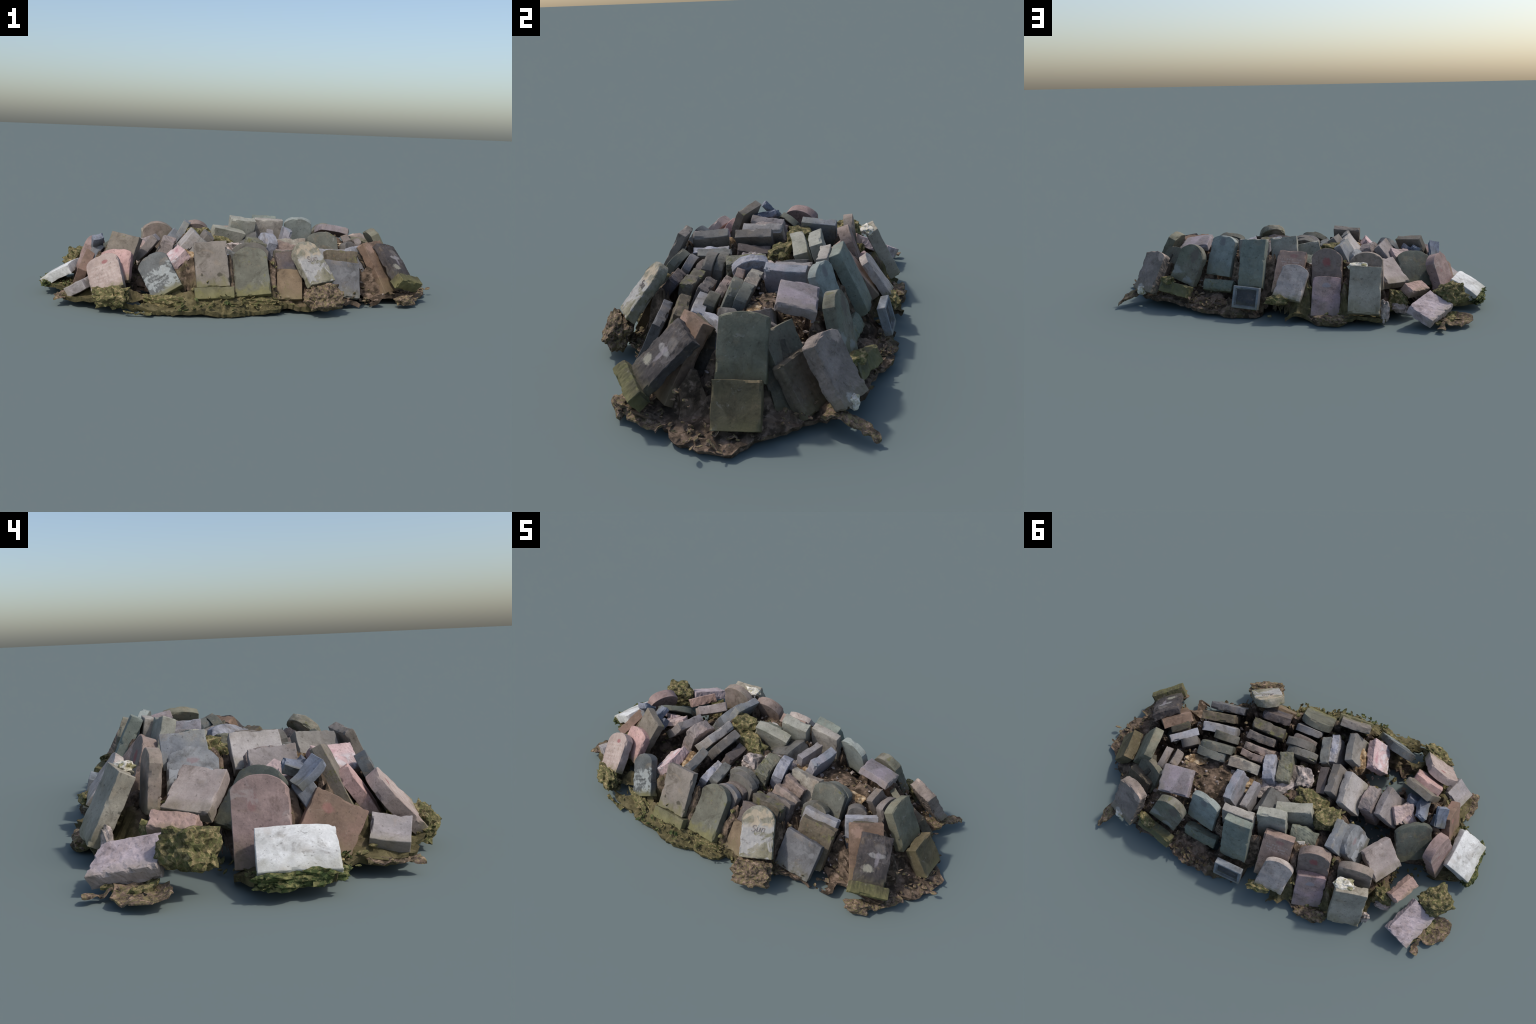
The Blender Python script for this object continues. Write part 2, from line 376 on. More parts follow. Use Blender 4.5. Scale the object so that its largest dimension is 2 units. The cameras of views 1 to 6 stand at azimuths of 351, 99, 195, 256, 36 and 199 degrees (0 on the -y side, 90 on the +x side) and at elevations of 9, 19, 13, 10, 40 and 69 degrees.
stone("gravestone", -0.424, 0.450, 0.156, 190, 27, 3, 0.149, 0.226, 0.052, "flat", 0.0, (156, 150, 136), (144, 138, 124), wear=0.003)
stone("gravestone", -0.414, 0.324, 0.219, 182, 7, -4, 0.158, 0.188, 0.039, "arch", 0.25, (144, 130, 120), (126, 118, 106))
stone("gravestone", -0.504, 0.202, 0.184, 236, 51, 6, 0.149, 0.161, 0.044, "flat", 0.0, (161, 150, 144), (151, 138, 132))
stone("stone_block", -0.645, 0.292, 0.135, 244, 55, 6, 0.138, 0.061, 0.045, "flat", 0.0, (168, 142, 132), (150, 126, 114), wear=0.004)
stone("gravestone", -0.726, 0.417, 0.076, 220, 64, -25, 0.190, 0.132, 0.045, "flat", 0.0, (180, 166, 168), (164, 150, 150), wear=0.004, dirt=0.15)
stone("gravestone", -0.624, 0.075, 0.184, 211, 40, 4, 0.172, 0.200, 0.028, "arch", 0.2, (92, 96, 87), (84, 86, 79), wear=0.003, blotch=0.2)
stone("gravestone", -0.753, 0.079, 0.148, 249, 18, -3, 0.150, 0.240, 0.049, "arch", 0.25, (156, 134, 128), (142, 122, 116), wear=0.0032, marks=[('spot', 0.02, 0.05, 0.014, 0.03, (137, 98, 96), 0.56), ('patches', 18, 0.56, 0.0, 0.09, (162, 151, 145), 0.56)])
stone("marble_slab", -0.884, 0.027, 0.098, 260, 60, 1, 0.204, 0.150, 0.045, "flat", 0.0, (206, 206, 203), (182, 182, 178), wear=0.0032, dirt=0.2, ragged=0.003)
stone("gravestone", -0.768, -0.101, 0.126, 268, 21, 31, 0.152, 0.140, 0.045, "flat", 0.0, (136, 110, 98), (123, 103, 89), marks=[('spot', 0.03, 0.03, 0.02, 0.014, (147, 101, 96), 0.56)])
stone("stone_block", -0.705, -0.066, 0.250, 208, 47, 16, 0.053, 0.099, 0.029, "flat", 0.0, (124, 129, 140), (108, 112, 118))
stone("stone_block", -0.723, -0.064, 0.192, 250, 25, -35, 0.055, 0.110, 0.045, "flat", 0.0, (112, 116, 122), (104, 106, 108))
stone("stone_block", -0.769, -0.267, 0.082, 256, 61, 12, 0.108, 0.104, 0.045, "flat", 0.0, (164, 156, 155), (147, 141, 139), wear=0.002)
stone("gravestone", -0.238, -0.247, 0.234, 280, 37, 3, 0.148, 0.130, 0.041, "flat", 0.0, (132, 128, 121), (116, 112, 107))
stone("gravestone", -0.343, -0.265, 0.210, 282, 49, 3, 0.148, 0.110, 0.047, "flat", 0.0, (190, 164, 162), (178, 160, 158), wear=0.004, marks=[('patches', 22, 0.5, -0.07, 0.01, (196, 190, 190), 0.72), ('spot', 0.02, 0.03, 0.03, 0.012, (163, 121, 126), 0.64)])
stone("gravestone", -0.231, -0.056, 0.221, 272, 34, 3, 0.149, 0.200, 0.043, "flat", 0.0, (121, 116, 111), (112, 106, 99))
stone("gravestone", -0.279, -0.031, 0.251, 270, 40, -0, 0.166, 0.140, 0.044, "flat", 0.0, (164, 158, 154), (153, 147, 141))
stone("gravestone", -0.396, -0.036, 0.186, 262, 18, -4, 0.127, 0.199, 0.062, "arch", 0.12, (130, 121, 116), (155, 139, 134), wear=0.005, ragged=0.008)
stone("gravestone", -0.469, -0.037, 0.225, 258, 42, -6, 0.145, 0.140, 0.040, "flat", 0.0, (148, 140, 137), (135, 127, 122))
stone("gravestone", -0.126, -0.210, 0.153, 281, 21, -0, 0.137, 0.199, 0.044, "flat", 0.0, (122, 122, 115), (113, 113, 109))
stone("gravestone", -0.169, -0.231, 0.154, 278, 20, 1, 0.147, 0.200, 0.036, "flat", 0.0, (162, 162, 170), (146, 142, 138), wear=0.004, ragged=0.01)
stone("gravestone", -0.293, 0.198, 0.276, 262, 27, -4, 0.144, 0.120, 0.037, "flat", 0.0, (137, 136, 129), (121, 124, 128))
stone("gravestone", -0.363, 0.187, 0.221, 265, 36, 4, 0.157, 0.160, 0.051, "arch", 0.25, (108, 111, 114), (128, 130, 131), wear=0.003, rough=0.5, marks=[('spot', 0, 0.03, 0.02, 0.014, (126, 98, 98), 0.56), ('patches', 24, 0.46, -0.05, 0.005, (165, 169, 173), 0.64)])
stone("gravestone", 0.229, 0.127, 0.228, 264, 19, -2, 0.151, 0.170, 0.042, "flat", 0.0, (134, 138, 144), (150, 146, 150), wear=0.003)
stone("gravestone", 0.149, 0.150, 0.194, 262, 8, 3, 0.139, 0.200, 0.035, "flat", 0.0, (144, 139, 140), (131, 127, 125))
stone("gravestone", 0.015, 0.145, 0.210, 275, 59, 13, 0.127, 0.200, 0.060, "flat", 0.0, (100, 99, 96), (92, 91, 87), wear=0.003)
stone("gravestone", 0.101, -0.014, 0.206, 284, 12, 11, 0.134, 0.200, 0.050, "arch", 0.2, (134, 136, 144), (146, 146, 152), wear=0.005)
stone("gravestone", 0.039, -0.052, 0.176, 281, 9, -1, 0.152, 0.200, 0.064, "flat", 0.0, (115, 114, 99), (99, 97, 84), wear=0.007, ragged=0.012, blotch=0.6)
stone("gravestone", -0.035, -0.050, 0.139, 279, 15, -5, 0.111, 0.199, 0.049, "flat", 0.0, (131, 122, 115), (115, 108, 100), wear=0.006, ragged=0.01)
stone("gravestone", -0.165, -0.067, 0.160, 274, 25, -8, 0.133, 0.200, 0.045, "flat", 0.0, (104, 94, 89), (94, 85, 81))
stone("stone_block", 0.505, 0.198, 0.301, 150, 72, 56, 0.131, 0.151, 0.034, "flat", 0.0, (152, 140, 144), (138, 130, 130), dirt=0.12)
stone("gravestone", 0.589, 0.103, 0.185, 81, 24, -15, 0.088, 0.200, 0.040, "flat", 0.0, (119, 110, 103), (106, 98, 91))
stone("gravestone", 0.633, 0.088, 0.171, 86, 16, 3, 0.115, 0.200, 0.036, "arch", 0.15, (131, 123, 119), (115, 108, 103))

def carve_word(owner, w, h, t, word, size, x, z):
    """A dark cut word on the face of a slab."""
    c = bpy.data.curves.new("carved_word", "FONT")
    c.body, c.size, c.extrude, c.align_x = word, size, 0.0015, "CENTER"
    c.shear = 0.3
    tmp = bpy.data.objects.new("carved_word", c)
    bpy.context.scene.collection.objects.link(tmp)
    me = bpy.data.meshes.new_from_object(tmp.evaluated_get(bpy.context.evaluated_depsgraph_get()))
    bpy.data.objects.remove(tmp)
    k = Nodes("carved_letters")
    M = Matrix.Translation((x, t / 2 + 0.0006, z)) @ Matrix.Rotation(math.pi, 4, "Z") @ Matrix.Rotation(math.pi / 2, 4, "X")
    add("carved_word", me, k.finish(k.mix(k.noise(60), lin((118, 112, 108)), lin((146, 138, 132))), 0.9, 0.1), parent=owner, matrix=M, smooth=0)


carve_word(pale_arched_stone, *pale_size, "Sun", 0.042, 0.0, 0.0)

# ------------------------------------------------------------------ earth mound under the stones
RIM = [  # edge of the earth as seen from above, with the height of its lip
    (0.89, -0.15, 0.03), (0.94, -0.12, 0.02), (0.96, -0.06, 0.02), (0.98, -0.00, 0.02), (1.00, 0.04, 0.01), (0.94,
    0.10, 0.03), (0.87, 0.19, 0.03), (0.83, 0.26, 0.03), (0.77, 0.32, 0.04), (0.68, 0.41, 0.05), (0.63, 0.44,
    0.06), (0.56, 0.44, 0.05), (0.49, 0.46, 0.04), (0.35, 0.51, 0.03), (0.23, 0.52, 0.02), (0.11, 0.51, 0.02),
    (0.07, 0.51, 0.02), (0.05, 0.49, 0.03), (0.06, 0.42, 0.05), (0.03, 0.55, 0.08), (-0.11, 0.54, 0.06), (-0.15,
    0.50, 0.03), (-0.22, 0.56, 0.02), (-0.33, 0.56, 0.02), (-0.35, 0.52, 0.03), (-0.41, 0.52, 0.05), (-0.54, 0.48,
    0.03), (-0.53, 0.38, 0.06), (-0.58, 0.39, 0.05), (-0.61, 0.35, 0.07), (-0.63, 0.28, 0.06), (-0.63, 0.20,
    0.06), (-0.79, 0.18, 0.03), (-0.90, 0.15, 0.04), (-1.00, 0.11, 0.05), (-0.99, 0.02, 0.05), (-0.98, -0.06,
    0.06), (-0.92, -0.09, 0.05), (-0.86, -0.17, 0.05), (-0.87, -0.27, 0.04), (-0.84, -0.32, 0.04), (-0.88, -0.25,
    0.04), (-0.85, -0.32, 0.04), (-0.78, -0.38, 0.05), (-0.74, -0.40, 0.06), (-0.71, -0.46, 0.06), (-0.63, -0.48,
    0.08), (-0.56, -0.49, 0.06), (-0.52, -0.45, 0.03), (-0.45, -0.50, 0.02), (-0.31, -0.53, 0.03), (-0.25, -0.54,
    0.03), (-0.18, -0.55, 0.02), (-0.09, -0.54, 0.02), (-0.03, -0.51, 0.02), (0.06, -0.52, 0.03), (0.11, -0.50,
    0.03), (0.15, -0.46, 0.04), (0.25, -0.48, 0.03), (0.30, -0.46, 0.03), (0.41, -0.39, 0.05), (0.57, -0.33,
    0.04), (0.58, -0.29, 0.04), (0.59, -0.25, 0.04), (0.66, -0.29, 0.05), (0.74, -0.38, 0.06), (0.86, -0.27,
    0.06), (0.84, -0.19, 0.03),
]
HOLLOWS = [(0.53, -0.29, 0.05), (-0.3, -0.4, 0.025), (0.0, 0.5, 0.075), (0.56, -0.37, 0.05), (-0.42, -0.2, 0.13), (-0.46, 0.07, 0.09), (-0.57, -0.26, 0.08), (-0.36, 0.03, 0.06), (-0.68, 0.21, 0.1), (0.26, 0.37, 0.03), (-0.53, -0.4, 0.05), (0.05, 0.44, 0.04)]
HEIGHTS = [(0.45, 0.39, 0.09), (0.3, 0.42, 0.08), (0.87, -0.04, 0.06), (0.82, 0.2, 0.07), (0.45, 0.07, 0.255), (0.36, 0.06, 0.25), (-0.15, 0.25, 0.26), (-0.1, 0.28, 0.22), (-0.2, -0.31, 0.19), (-0.25, -0.2, 0.21), (0.68, 0.2, 0.18), (0.27, 0.1, 0.24), (-0.09, 0.065, 0.265), (-0.03, -0.1, 0.22), (0.16, 0.05, 0.21), (-0.2, -0.13, 0.2), (0.25, -0.1, 0.19), (0.6, 0.0, 0.14),
           (-0.14, 0.2, 0.25), (0.2, 0.2, 0.2), (-0.3, 0.24, 0.18), (-0.55, 0.0, 0.17), (-0.7, -0.1, 0.08), (-0.62, -0.12, 0.14), (0.35, -0.25, 0.1), (0.0, -0.28, 0.12), (0.66, 0.16, 0.13)]


EDGE = sorted((math.atan2(y, x), math.hypot(x, y), z) for x, y, z in RIM)
EDGE = [(EDGE[-1][0] - 2 * math.pi, *EDGE[-1][1:])] + EDGE + [(EDGE[0][0] + 2 * math.pi, *EDGE[0][1:])]


def rim_at(theta):
    """Radius and height of the earth's lip in this direction, lightly smoothed."""
    r = z = 0.0
    for d in (-0.03, -0.015, 0.0, 0.015, 0.03):
        a = (theta + d + math.pi) % (2 * math.pi) - math.pi
        for p, q in zip(EDGE, EDGE[1:]):
            if p[0] <= a <= q[0]:
                f = (a - p[0]) / max(1e-6, q[0] - p[0])
                r += (p[1] + (q[1] - p[1]) * f) / 5
                z += (p[2] + (q[2] - p[2]) * f) / 5
                break
    return r, z


FILL = 0.3


def build_mound():
    na, nr = 300, 46
    H = np.array(HEIGHTS)
    inv = [(M.inverted(), w, h, t) for M, w, h, t in STONES]
    boxes = []
    for M, w, h, t in STONES:
        c, n, up = M.translation, M.col[1].xyz, M.col[2].xyz
        boxes.append((np.array(c), np.array(M.to_3x3()), w, h, t))
    P = np.zeros((na, nr + 1, 3))
    for a in range(na):
        th = 2 * math.pi * a / na
        r, zr = rim_at(th)
        y0 = r * math.sin(th)
        r *= (0.985 if y0 > 0.3 else 0.968) + 0.03 * noise.noise(Vector((math.cos(th) * 9, math.sin(th) * 9, 1))) + 0.022 * noise.noise(Vector((math.cos(th) * 40, math.sin(th) * 40, 2))) + 0.02 * noise.noise(Vector((math.cos(th) * 110, math.sin(th) * 110, 5)))
        for k in range(nr + 1):
            q = k / nr
            x, y = r * q * math.cos(th), r * q * math.sin(th)
            d2 = (H[:, 0] - x) ** 2 + (H[:, 1] - y) ** 2
            wg = np.exp(-d2 / 0.018)
            core = (wg * H[:, 2]).sum() / (wg.sum() + 0.12)
            lip = min(1.0, (1 - q) / 0.2)
            z = zr * (1 - lip) + lip * max(core, 0.045)
            for hx, hy, hr in HOLLOWS:
                e = math.exp(-(((x - hx) ** 2 + (y - hy) ** 2) / hr**2) ** 1.5)
                z = z * (1 - e) + 0.012 * e
            P[a, k] = x, y, z
    # between neighbouring slabs the soil and rubble fill the gap to about half their thickness
    X, Y, Z = P[..., 0], P[..., 1], P[..., 2]
    inner = np.tile(np.arange(nr + 1) / nr < 0.9, (na, 1))
    for c, B, w, h, t in boxes:
        n, up = B[:, 1], B[:, 2]
        if n[2] < 0.2:
            continue
        zp = c[2] + (-(FILL if c[0] < 0.38 else 1.2) * t - (X - c[0]) * n[0] - (Y - c[1]) * n[1]) / n[2]
        D = np.stack([X - c[0], Y - c[1], zp - c[2]], -1)
        u, v = np.abs(D @ B[:, 0]), D @ up
        beside = (u > w * 0.45) & (u < w / 2 + 0.05) & (v > -h * 0.6) & (v < h * 0.38) & inner
        Z[beside] = np.maximum(Z[beside], np.minimum(zp[beside] - (u[beside] - w / 2) * 0.35, 0.3))
    for hx, hy, hr in HOLLOWS:
        e = np.exp(-(((X - hx) ** 2 + (Y - hy) ** 2) / hr**2) ** 1.5)
        Z[:] = Z * (1 - e) + 0.012 * e
    # the earth never rises above the stones that lie on it, nor in front of their faces
    for c, B, w, h, t in boxes:
        lo = np.full(X.shape, -1e9)
        hi = np.full(X.shape, 1e9)
        for i, half in enumerate((w / 2, t / 2, h / 2)):
            ax = B[:, i]
            base = (X - c[0]) * ax[0] + (Y - c[1]) * ax[1] - c[2] * ax[2]
            s = ax[2] if abs(ax[2]) > 1e-4 else 1e-4
            z1, z2 = (-half - base) / s, (half - base) / s
            lo = np.maximum(lo, np.minimum(z1, z2))
            hi = np.minimum(hi, np.maximum(z1, z2))
        hit = hi > lo
        Z[hit] = np.minimum(Z[hit], np.maximum(0.02, np.minimum(lo[hit] + 0.02, hi[hit] - 0.02)))
        n = B[:, 1]
        u = (X - c[0]) * B[0, 0] + (Y - c[1]) * B[1, 0]
        nh = n[:2] / max(1e-6, np.hypot(n[0], n[1]))
        foot = c - B[:, 2] * h / 2 + n * t / 2
        fwd = (X - foot[0]) * nh[0] + (Y - foot[1]) * nh[1]
        near = (np.abs(u) < w * 0.55) & (fwd > -0.01) & (fwd < 0.1)
        if foot[0] ** 2 + 3.3 * foot[1] ** 2 > 0.5:
            Z[near] = np.minimum(Z[near], max(0.02, foot[2] + 0.01))
    for _ in range(1):
        Zs = Z.copy()
        Zs[:, 1:-1] = (Z[:, 1:-1] * 2 + Z[:, 2:] + Z[:, :-2] + np.roll(Z, 1, 0)[:, 1:-1] + np.roll(Z, -1, 0)[:, 1:-1]) / 6
        Z[:] = np.minimum(Z + 0.004, Zs)
    bm = bmesh.new()
    top, low = [], []
    for a in range(na):
        for k in range(1, nr + 1):
            x, y, z = P[a, k]
            q = k / nr
            v = Vector((x, y, z))
            rough = noise.noise(v * 30) * 0.009 + noise.noise(v * 75) * 0.006
            top.append(bm.verts.new((x, y, max(0.006, z + rough))))
            under = z + min(rough, 0.0) - 0.012 - 0.006 * (1 + noise.noise(v * 25))
            shrink = 1 - 0.012 * (k == nr)
            low.append(bm.verts.new((x * shrink, y * shrink, max(0.001, under))))
    c1 = bm.verts.new((0, 0, float(Z[:, 0].mean())))
    c0 = bm.verts.new((0, 0, 0.004))
    T = lambda L, a, k: L[(a % na) * nr + k - 1]
    for a in range(na):
        bm.faces.new((c1, T(top, a, 1), T(top, a + 1, 1)))
        bm.faces.new((c0, T(low, a + 1, 1), T(low, a, 1)))
        for k in range(1, nr):
            bm.faces.new((T(top, a, k), T(top, a, k + 1), T(top, a + 1, k + 1), T(top, a + 1, k)))
            bm.faces.new((T(low, a, k), T(low, a + 1, k), T(low, a + 1, k + 1), T(low, a, k + 1)))
        bm.faces.new((T(top, a, nr), T(low, a, nr), T(low, a + 1, nr), T(top, a + 1, nr)))
    gone = [v for v in bm.verts if v.co.z < 0.03 and any(math.hypot(v.co.x - hx, v.co.y - hy) < hr * 0.8 for hx, hy, hr in HOLLOWS)]
    bmesh.ops.delete(bm, geom=gone, context="VERTS")
    bmesh.ops.triangulate(bm, faces=bm.faces[:])
    k = Nodes("earth")
    x, y, z = k.xyz()
    soil = k.mix(k.step(k.noise(24, 4, 0.6), 0.42, 0.6), lin((72, 62, 52)), lin((112, 96, 82)))
    soil = k.mix(k.math("MULTIPLY", k.step(k.noise(40, 3, 0.6, 4), 0.56, 0.68), 0.8), soil, lin((134, 116, 102)))
    green = k.mix(k.noise(45, 3, 0.6, 8), lin((62, 60, 40)), lin((112, 104, 72)))
    where = k.math("ADD", k.math("MULTIPLY_ADD", x, -0.55, 0.06), k.math("MULTIPLY_ADD", k.noise(9, 3, 0.6, 2), 1.6, -0.8))
    where = k.math("ADD", where, k.math("MULTIPLY", k.step(y, -0.3, -0.46), 0.4))
    ex, ey = k.math("MULTIPLY", x, x), k.math("MULTIPLY", k.math("MULTIPLY", y, y), 3.3)
    margin = k.step(k.math("ADD", k.math("ADD", ex, ey), k.math("MULTIPLY_ADD", k.noise(14, 3, 0.6, 6), 0.5, -0.25)), 0.5, 0.72)
    soil = k.mix(k.math("MULTIPLY", k.math("MULTIPLY", k.step(where, -0.05, 0.25), margin), 0.85), soil, green)
    cell = k.t.nodes.new("ShaderNodeSeparateColor")
    k.link(k.voronoi(65), cell.inputs[0])
    soil = k.mix(1.0, soil, k.grey(k.math("MULTIPLY_ADD", cell.outputs[0], 0.5, 0.75)), "MULTIPLY")
    add("earth_mound", bm, k.finish(soil, 0.95, 0.1, k.noise(120, 3), 0.5, 0.004), smooth=0)
    return P


P = build_mound()

# ------------------------------------------------------------------ moss clumps, broken lumps and rubble
MOSS = clump_material("dry_moss", [(104, 97, 68), (70, 66, 46), (140, 126, 92), (90, 90, 58)], 3.0, 34)
GREEN = clump_material("green_moss", [(72, 82, 50), (50, 58, 36), (108, 106, 70)], 8.0, 40)
LEAFY = clump_material("dead_leaves", [(98, 84, 72), (66, 58, 50), (134, 114, 98), (112, 102, 74)], 5.0, 42)
ROCK = clump_material("broken_stone", [(150, 140, 134), (118, 112, 106), (176, 162, 154)], 9.0, 26)
PALE = clump_material("pale_stone", [(196, 190, 170), (150, 144, 108), (214, 208, 196)], 11.0, 26)
PINK = clump_material("pink_stone", [(190, 168, 166), (160, 140, 134), (206, 186, 176)], 13.0, 30)
BLUE = clump_material("blue_slate", [(116, 122, 134), (86, 92, 104), (146, 150, 160)], 15.0, 34)
TAN = clump_material("tan_stone", [(150, 124, 92), (120, 98, 72), (178, 158, 130)], 17.0, 26)


def lump(name, x, y, z, sx, sy, sz, mat, turn=0.0, wild=0.3, seed=0, detail=3, tilt=(0, 0), blocky=0.45):
    bm = bmesh.new()
    bmesh.ops.create_icosphere(bm, subdivisions=detail, radius=1.0)
    off = Vector((seed * 2.3 + 1, seed * 1.1, seed * 0.7))
    for v in bm.verts:
        p = v.co.copy()
        box = max(abs(p.x), abs(p.y), abs(p.z))
        p = p * (1 + blocky * (1 / box - 1))
        d = 1 + wild * (noise.noise(p * 1.6 + off) + 0.6 * noise.noise(p * 4.2 - off) + 0.35 * noise.noise(p * 9 + off) + 0.3 * abs(noise.noise(p * 15 + off)))
        v.co = Vector((p.x * sx * d, p.y * sy * d, p.z * sz * d))
    M = Matrix.Translation((x, y, z)) @ Matrix.Rotation(math.radians(turn), 4, "Z") @ Matrix.Rotation(math.radians(tilt[0]), 4, "X") @ Matrix.Rotation(math.radians(tilt[1]), 4, "Y")
    low = min((M @ v.co).z for v in bm.verts)
    if low < 0.001:
        M.translation.z += 0.001 - low
    return add(name, bm, mat, matrix=M, smooth=0)


def crust(name, points, width, thick, mat, seed, rows=5):
    """A torn flap of matted earth and leaves: a thin ragged ribbon along a line of points (x, y, z, relative width)."""
    bm, grid = bmesh.new(), []
    n = 9 * (len(points) - 1)
    for i in range(n + 1):
        s = i / 9
        a = min(int(s), len(points) - 2)
        f = s - a
        p = [points[a][j] * (1 - f) + points[a + 1][j] * f for j in range(4)]
        d = Vector(points[a + 1][:2]) - Vector(points[a][:2])
        side = Vector((-d.y, d.x)).normalized()
        line = []
        for j in range(rows + 1):
            u = (j / rows - 0.5) * width * p[3]
            q = Vector((p[0] + side.x * u, p[1] + side.y * u, p[2]))
            e = Vector((seed, seed * 2, 0))
            q += noise.noise_vector(q * 45 + e) * 0.011
            q.z += noise.noise(q * 20 + e) * 0.008
            q.z = max(q.z, thick + 0.001)
            line.append((bm.verts.new(q), bm.verts.new(q - Vector((0, 0, thick * (0.6 + 0.4 * noise.noise(q * 60)))))))
        grid.append(line)
    for a, b in zip(grid, grid[1:]):
        for j in range(rows):
            bm.faces.new((a[j][0], b[j][0], b[j + 1][0], a[j + 1][0]))
            bm.faces.new((a[j][1], a[j + 1][1], b[j + 1][1], b[j][1]))
        bm.faces.new((a[0][0], a[0][1], b[0][1], b[0][0]))
        bm.faces.new((a[-1][0], b[-1][0], b[-1][1], a[-1][1]))
    for e in (grid[0], grid[-1]):
        for j in range(rows):
            bm.faces.new((e[j][0], e[j + 1][0], e[j + 1][1], e[j][1]) if e is grid[0] else (e[j][0], e[j][1], e[j + 1][1], e[j + 1][0]))
    bmesh.ops.triangulate(bm, faces=bm.faces[:])
    bmesh.ops.recalc_face_normals(bm, faces=bm.faces[:])
    return add(name, bm, mat, smooth=0)


# moss heaps between the stones
lump("moss_clump", -0.22, 0.125, 0.262, 0.062, 0.05, 0.045, MOSS, 20, 0.35, 1)
lump("moss_clump", -0.12, 0.06, 0.235, 0.08, 0.04, 0.035, MOSS, -10, 0.35, 2)
lump("moss_clump", -0.81, 0.285, 0.115, 0.068, 0.054, 0.05, MOSS, 35, 0.3, 3, 4, (12, 10), 0.62)
lump("moss_clump", -0.63, -0.425, 0.068, 0.075, 0.04, 0.04, MOSS, -25, 0.4, 4, 4, (25, 0))
lump("moss_clump", -0.40, -0.44, 0.055, 0.085, 0.022, 0.026, MOSS, -20, 0.4, 5, 4)
lump("moss_clump", -0.18, -0.475, 0.04, 0.1, 0.02, 0.02, MOSS, 0, 0.4, 6, 4)
lump("moss_clump", 0.02, -0.45, 0.05, 0.08, 0.02, 0.02, MOSS, 5, 0.4, 7, 4)
lump("moss_clump", -0.57, 0.34, 0.085, 0.045, 0.035, 0.045, MOSS, 0, 0.4, 8)
lump("moss_clump", -0.01, 0.495, 0.1, 0.055, 0.024, 0.022, MOSS, 10, 0.4, 9)
lump("moss_clump", 0.6, 0.385, 0.14, 0.045, 0.022, 0.018, MOSS, -30, 0.4, 10)
lump("green_moss", -0.935, 0.06, 0.05, 0.03, 0.08, 0.02, GREEN, 0, 0.5, 12, 4)
lump("green_moss", -0.945, -0.025, 0.055, 0.025, 0.05, 0.02, GREEN, 0, 0.5, 13)
lump("earth_clod", -0.27, 0.525, 0.026, 0.07, 0.026, 0.02, LEAFY, 0, 0.4, 14)
lump("earth_clod", 0.308, -0.482, 0.08, 0.078, 0.04, 0.052, LEAFY, 20, 0.28, 15, 4, (-30, 0), 0.7)
lump("earth_clod", 0.745, -0.32, 0.034, 0.05, 0.028, 0.022, LEAFY, 30, 0.4, 16)
crust("leaf_flap", [(0.86, -0.16, 0.035, 1), (0.8, -0.26, 0.03, 1.1), (0.75, -0.31, 0.04, 0.9)], 0.05, 0.01, LEAFY, 3)
crust("leaf_flap", [(-0.84, -0.17, 0.045, 0.8), (-0.862, -0.25, 0.038, 1), (-0.863, -0.315, 0.04, 0.6)], 0.06, 0.009, LEAFY, 4)
crust("leaf_flap", [(-0.775, 0.43, 0.035, 0.8), (-0.83, 0.42, 0.024, 1.2), (-0.875, 0.39, 0.028, 1.1), (-0.868, 0.335, 0.042, 0.8)], 0.095, 0.008, LEAFY, 5)
crust("leaf_flap", [(-0.79, 0.45, 0.04, 0.5), (-0.785, 0.5, 0.012, 0.7), (-0.785, 0.535, 0.016, 1)], 0.035, 0.007, LEAFY, 6)
crust("leaf_flap", [(0.76, 0.3, 0.06, 1.5), (0.795, 0.36, 0.066, 1.2), (0.826, 0.415, 0.048, 1.0), (0.85, 0.46, 0.026, 0.35)], 0.046, 0.016, LEAFY, 7)
crust("moss_flap", [(-0.58, -0.485, 0.02, 0.6), (-0.52, -0.495, 0.016, 0.7), (-0.46, -0.5, 0.014, 1)], 0.025, 0.006, MOSS, 8)
crust("moss_flap", [(-0.75, 0.48, 0.03, 0.8), (-0.785, 0.445, 0.03, 1.1), (-0.815, 0.4, 0.035, 1.1), (-0.82, 0.36, 0.05, 1)], 0.05, 0.012, MOSS, 9)
# broken stone
lump("broken_stone", -0.52, 0.46, 0.05, 0.02, 0.018, 0.05, ROCK, 0, 0.4, 20)
lump("broken_stone", -0.58, 0.375, 0.06, 0.035, 0.02, 0.022, ROCK, 0, 0.35, 21)
lump("broken_stone", 0.75, 0.385, 0.08, 0.02, 0.015, 0.022, PALE, 0, 0.35, 22)
lump("broken_stone", -0.385, 0.39, 0.258, 0.042, 0.026, 0.018, PALE, 10, 0.4, 23)
lump("broken_stone", -0.05, -0.04, 0.22, 0.04, 0.045, 0.035, ROCK, 10, 0.45, 28)
lump("broken_stone", 0.03, 0.03, 0.22, 0.045, 0.035, 0.025, ROCK, 40, 0.45, 29)
lump("broken_stone", 0.1, 0.07, 0.21, 0.05, 0.05, 0.03, ROCK, 10, 0.45, 30)
lump("broken_stone", 0.17, 0.07, 0.195, 0.05, 0.04, 0.04, TAN, 60, 0.45, 31)
lump("broken_stone", 0.47, 0.05, 0.235, 0.05, 0.025, 0.015, TAN, 10, 0.45, 32)
lump("broken_stone", -0.27, -0.22, 0.19, 0.03, 0.06, 0.05, TAN, 10, 0.45, 33)
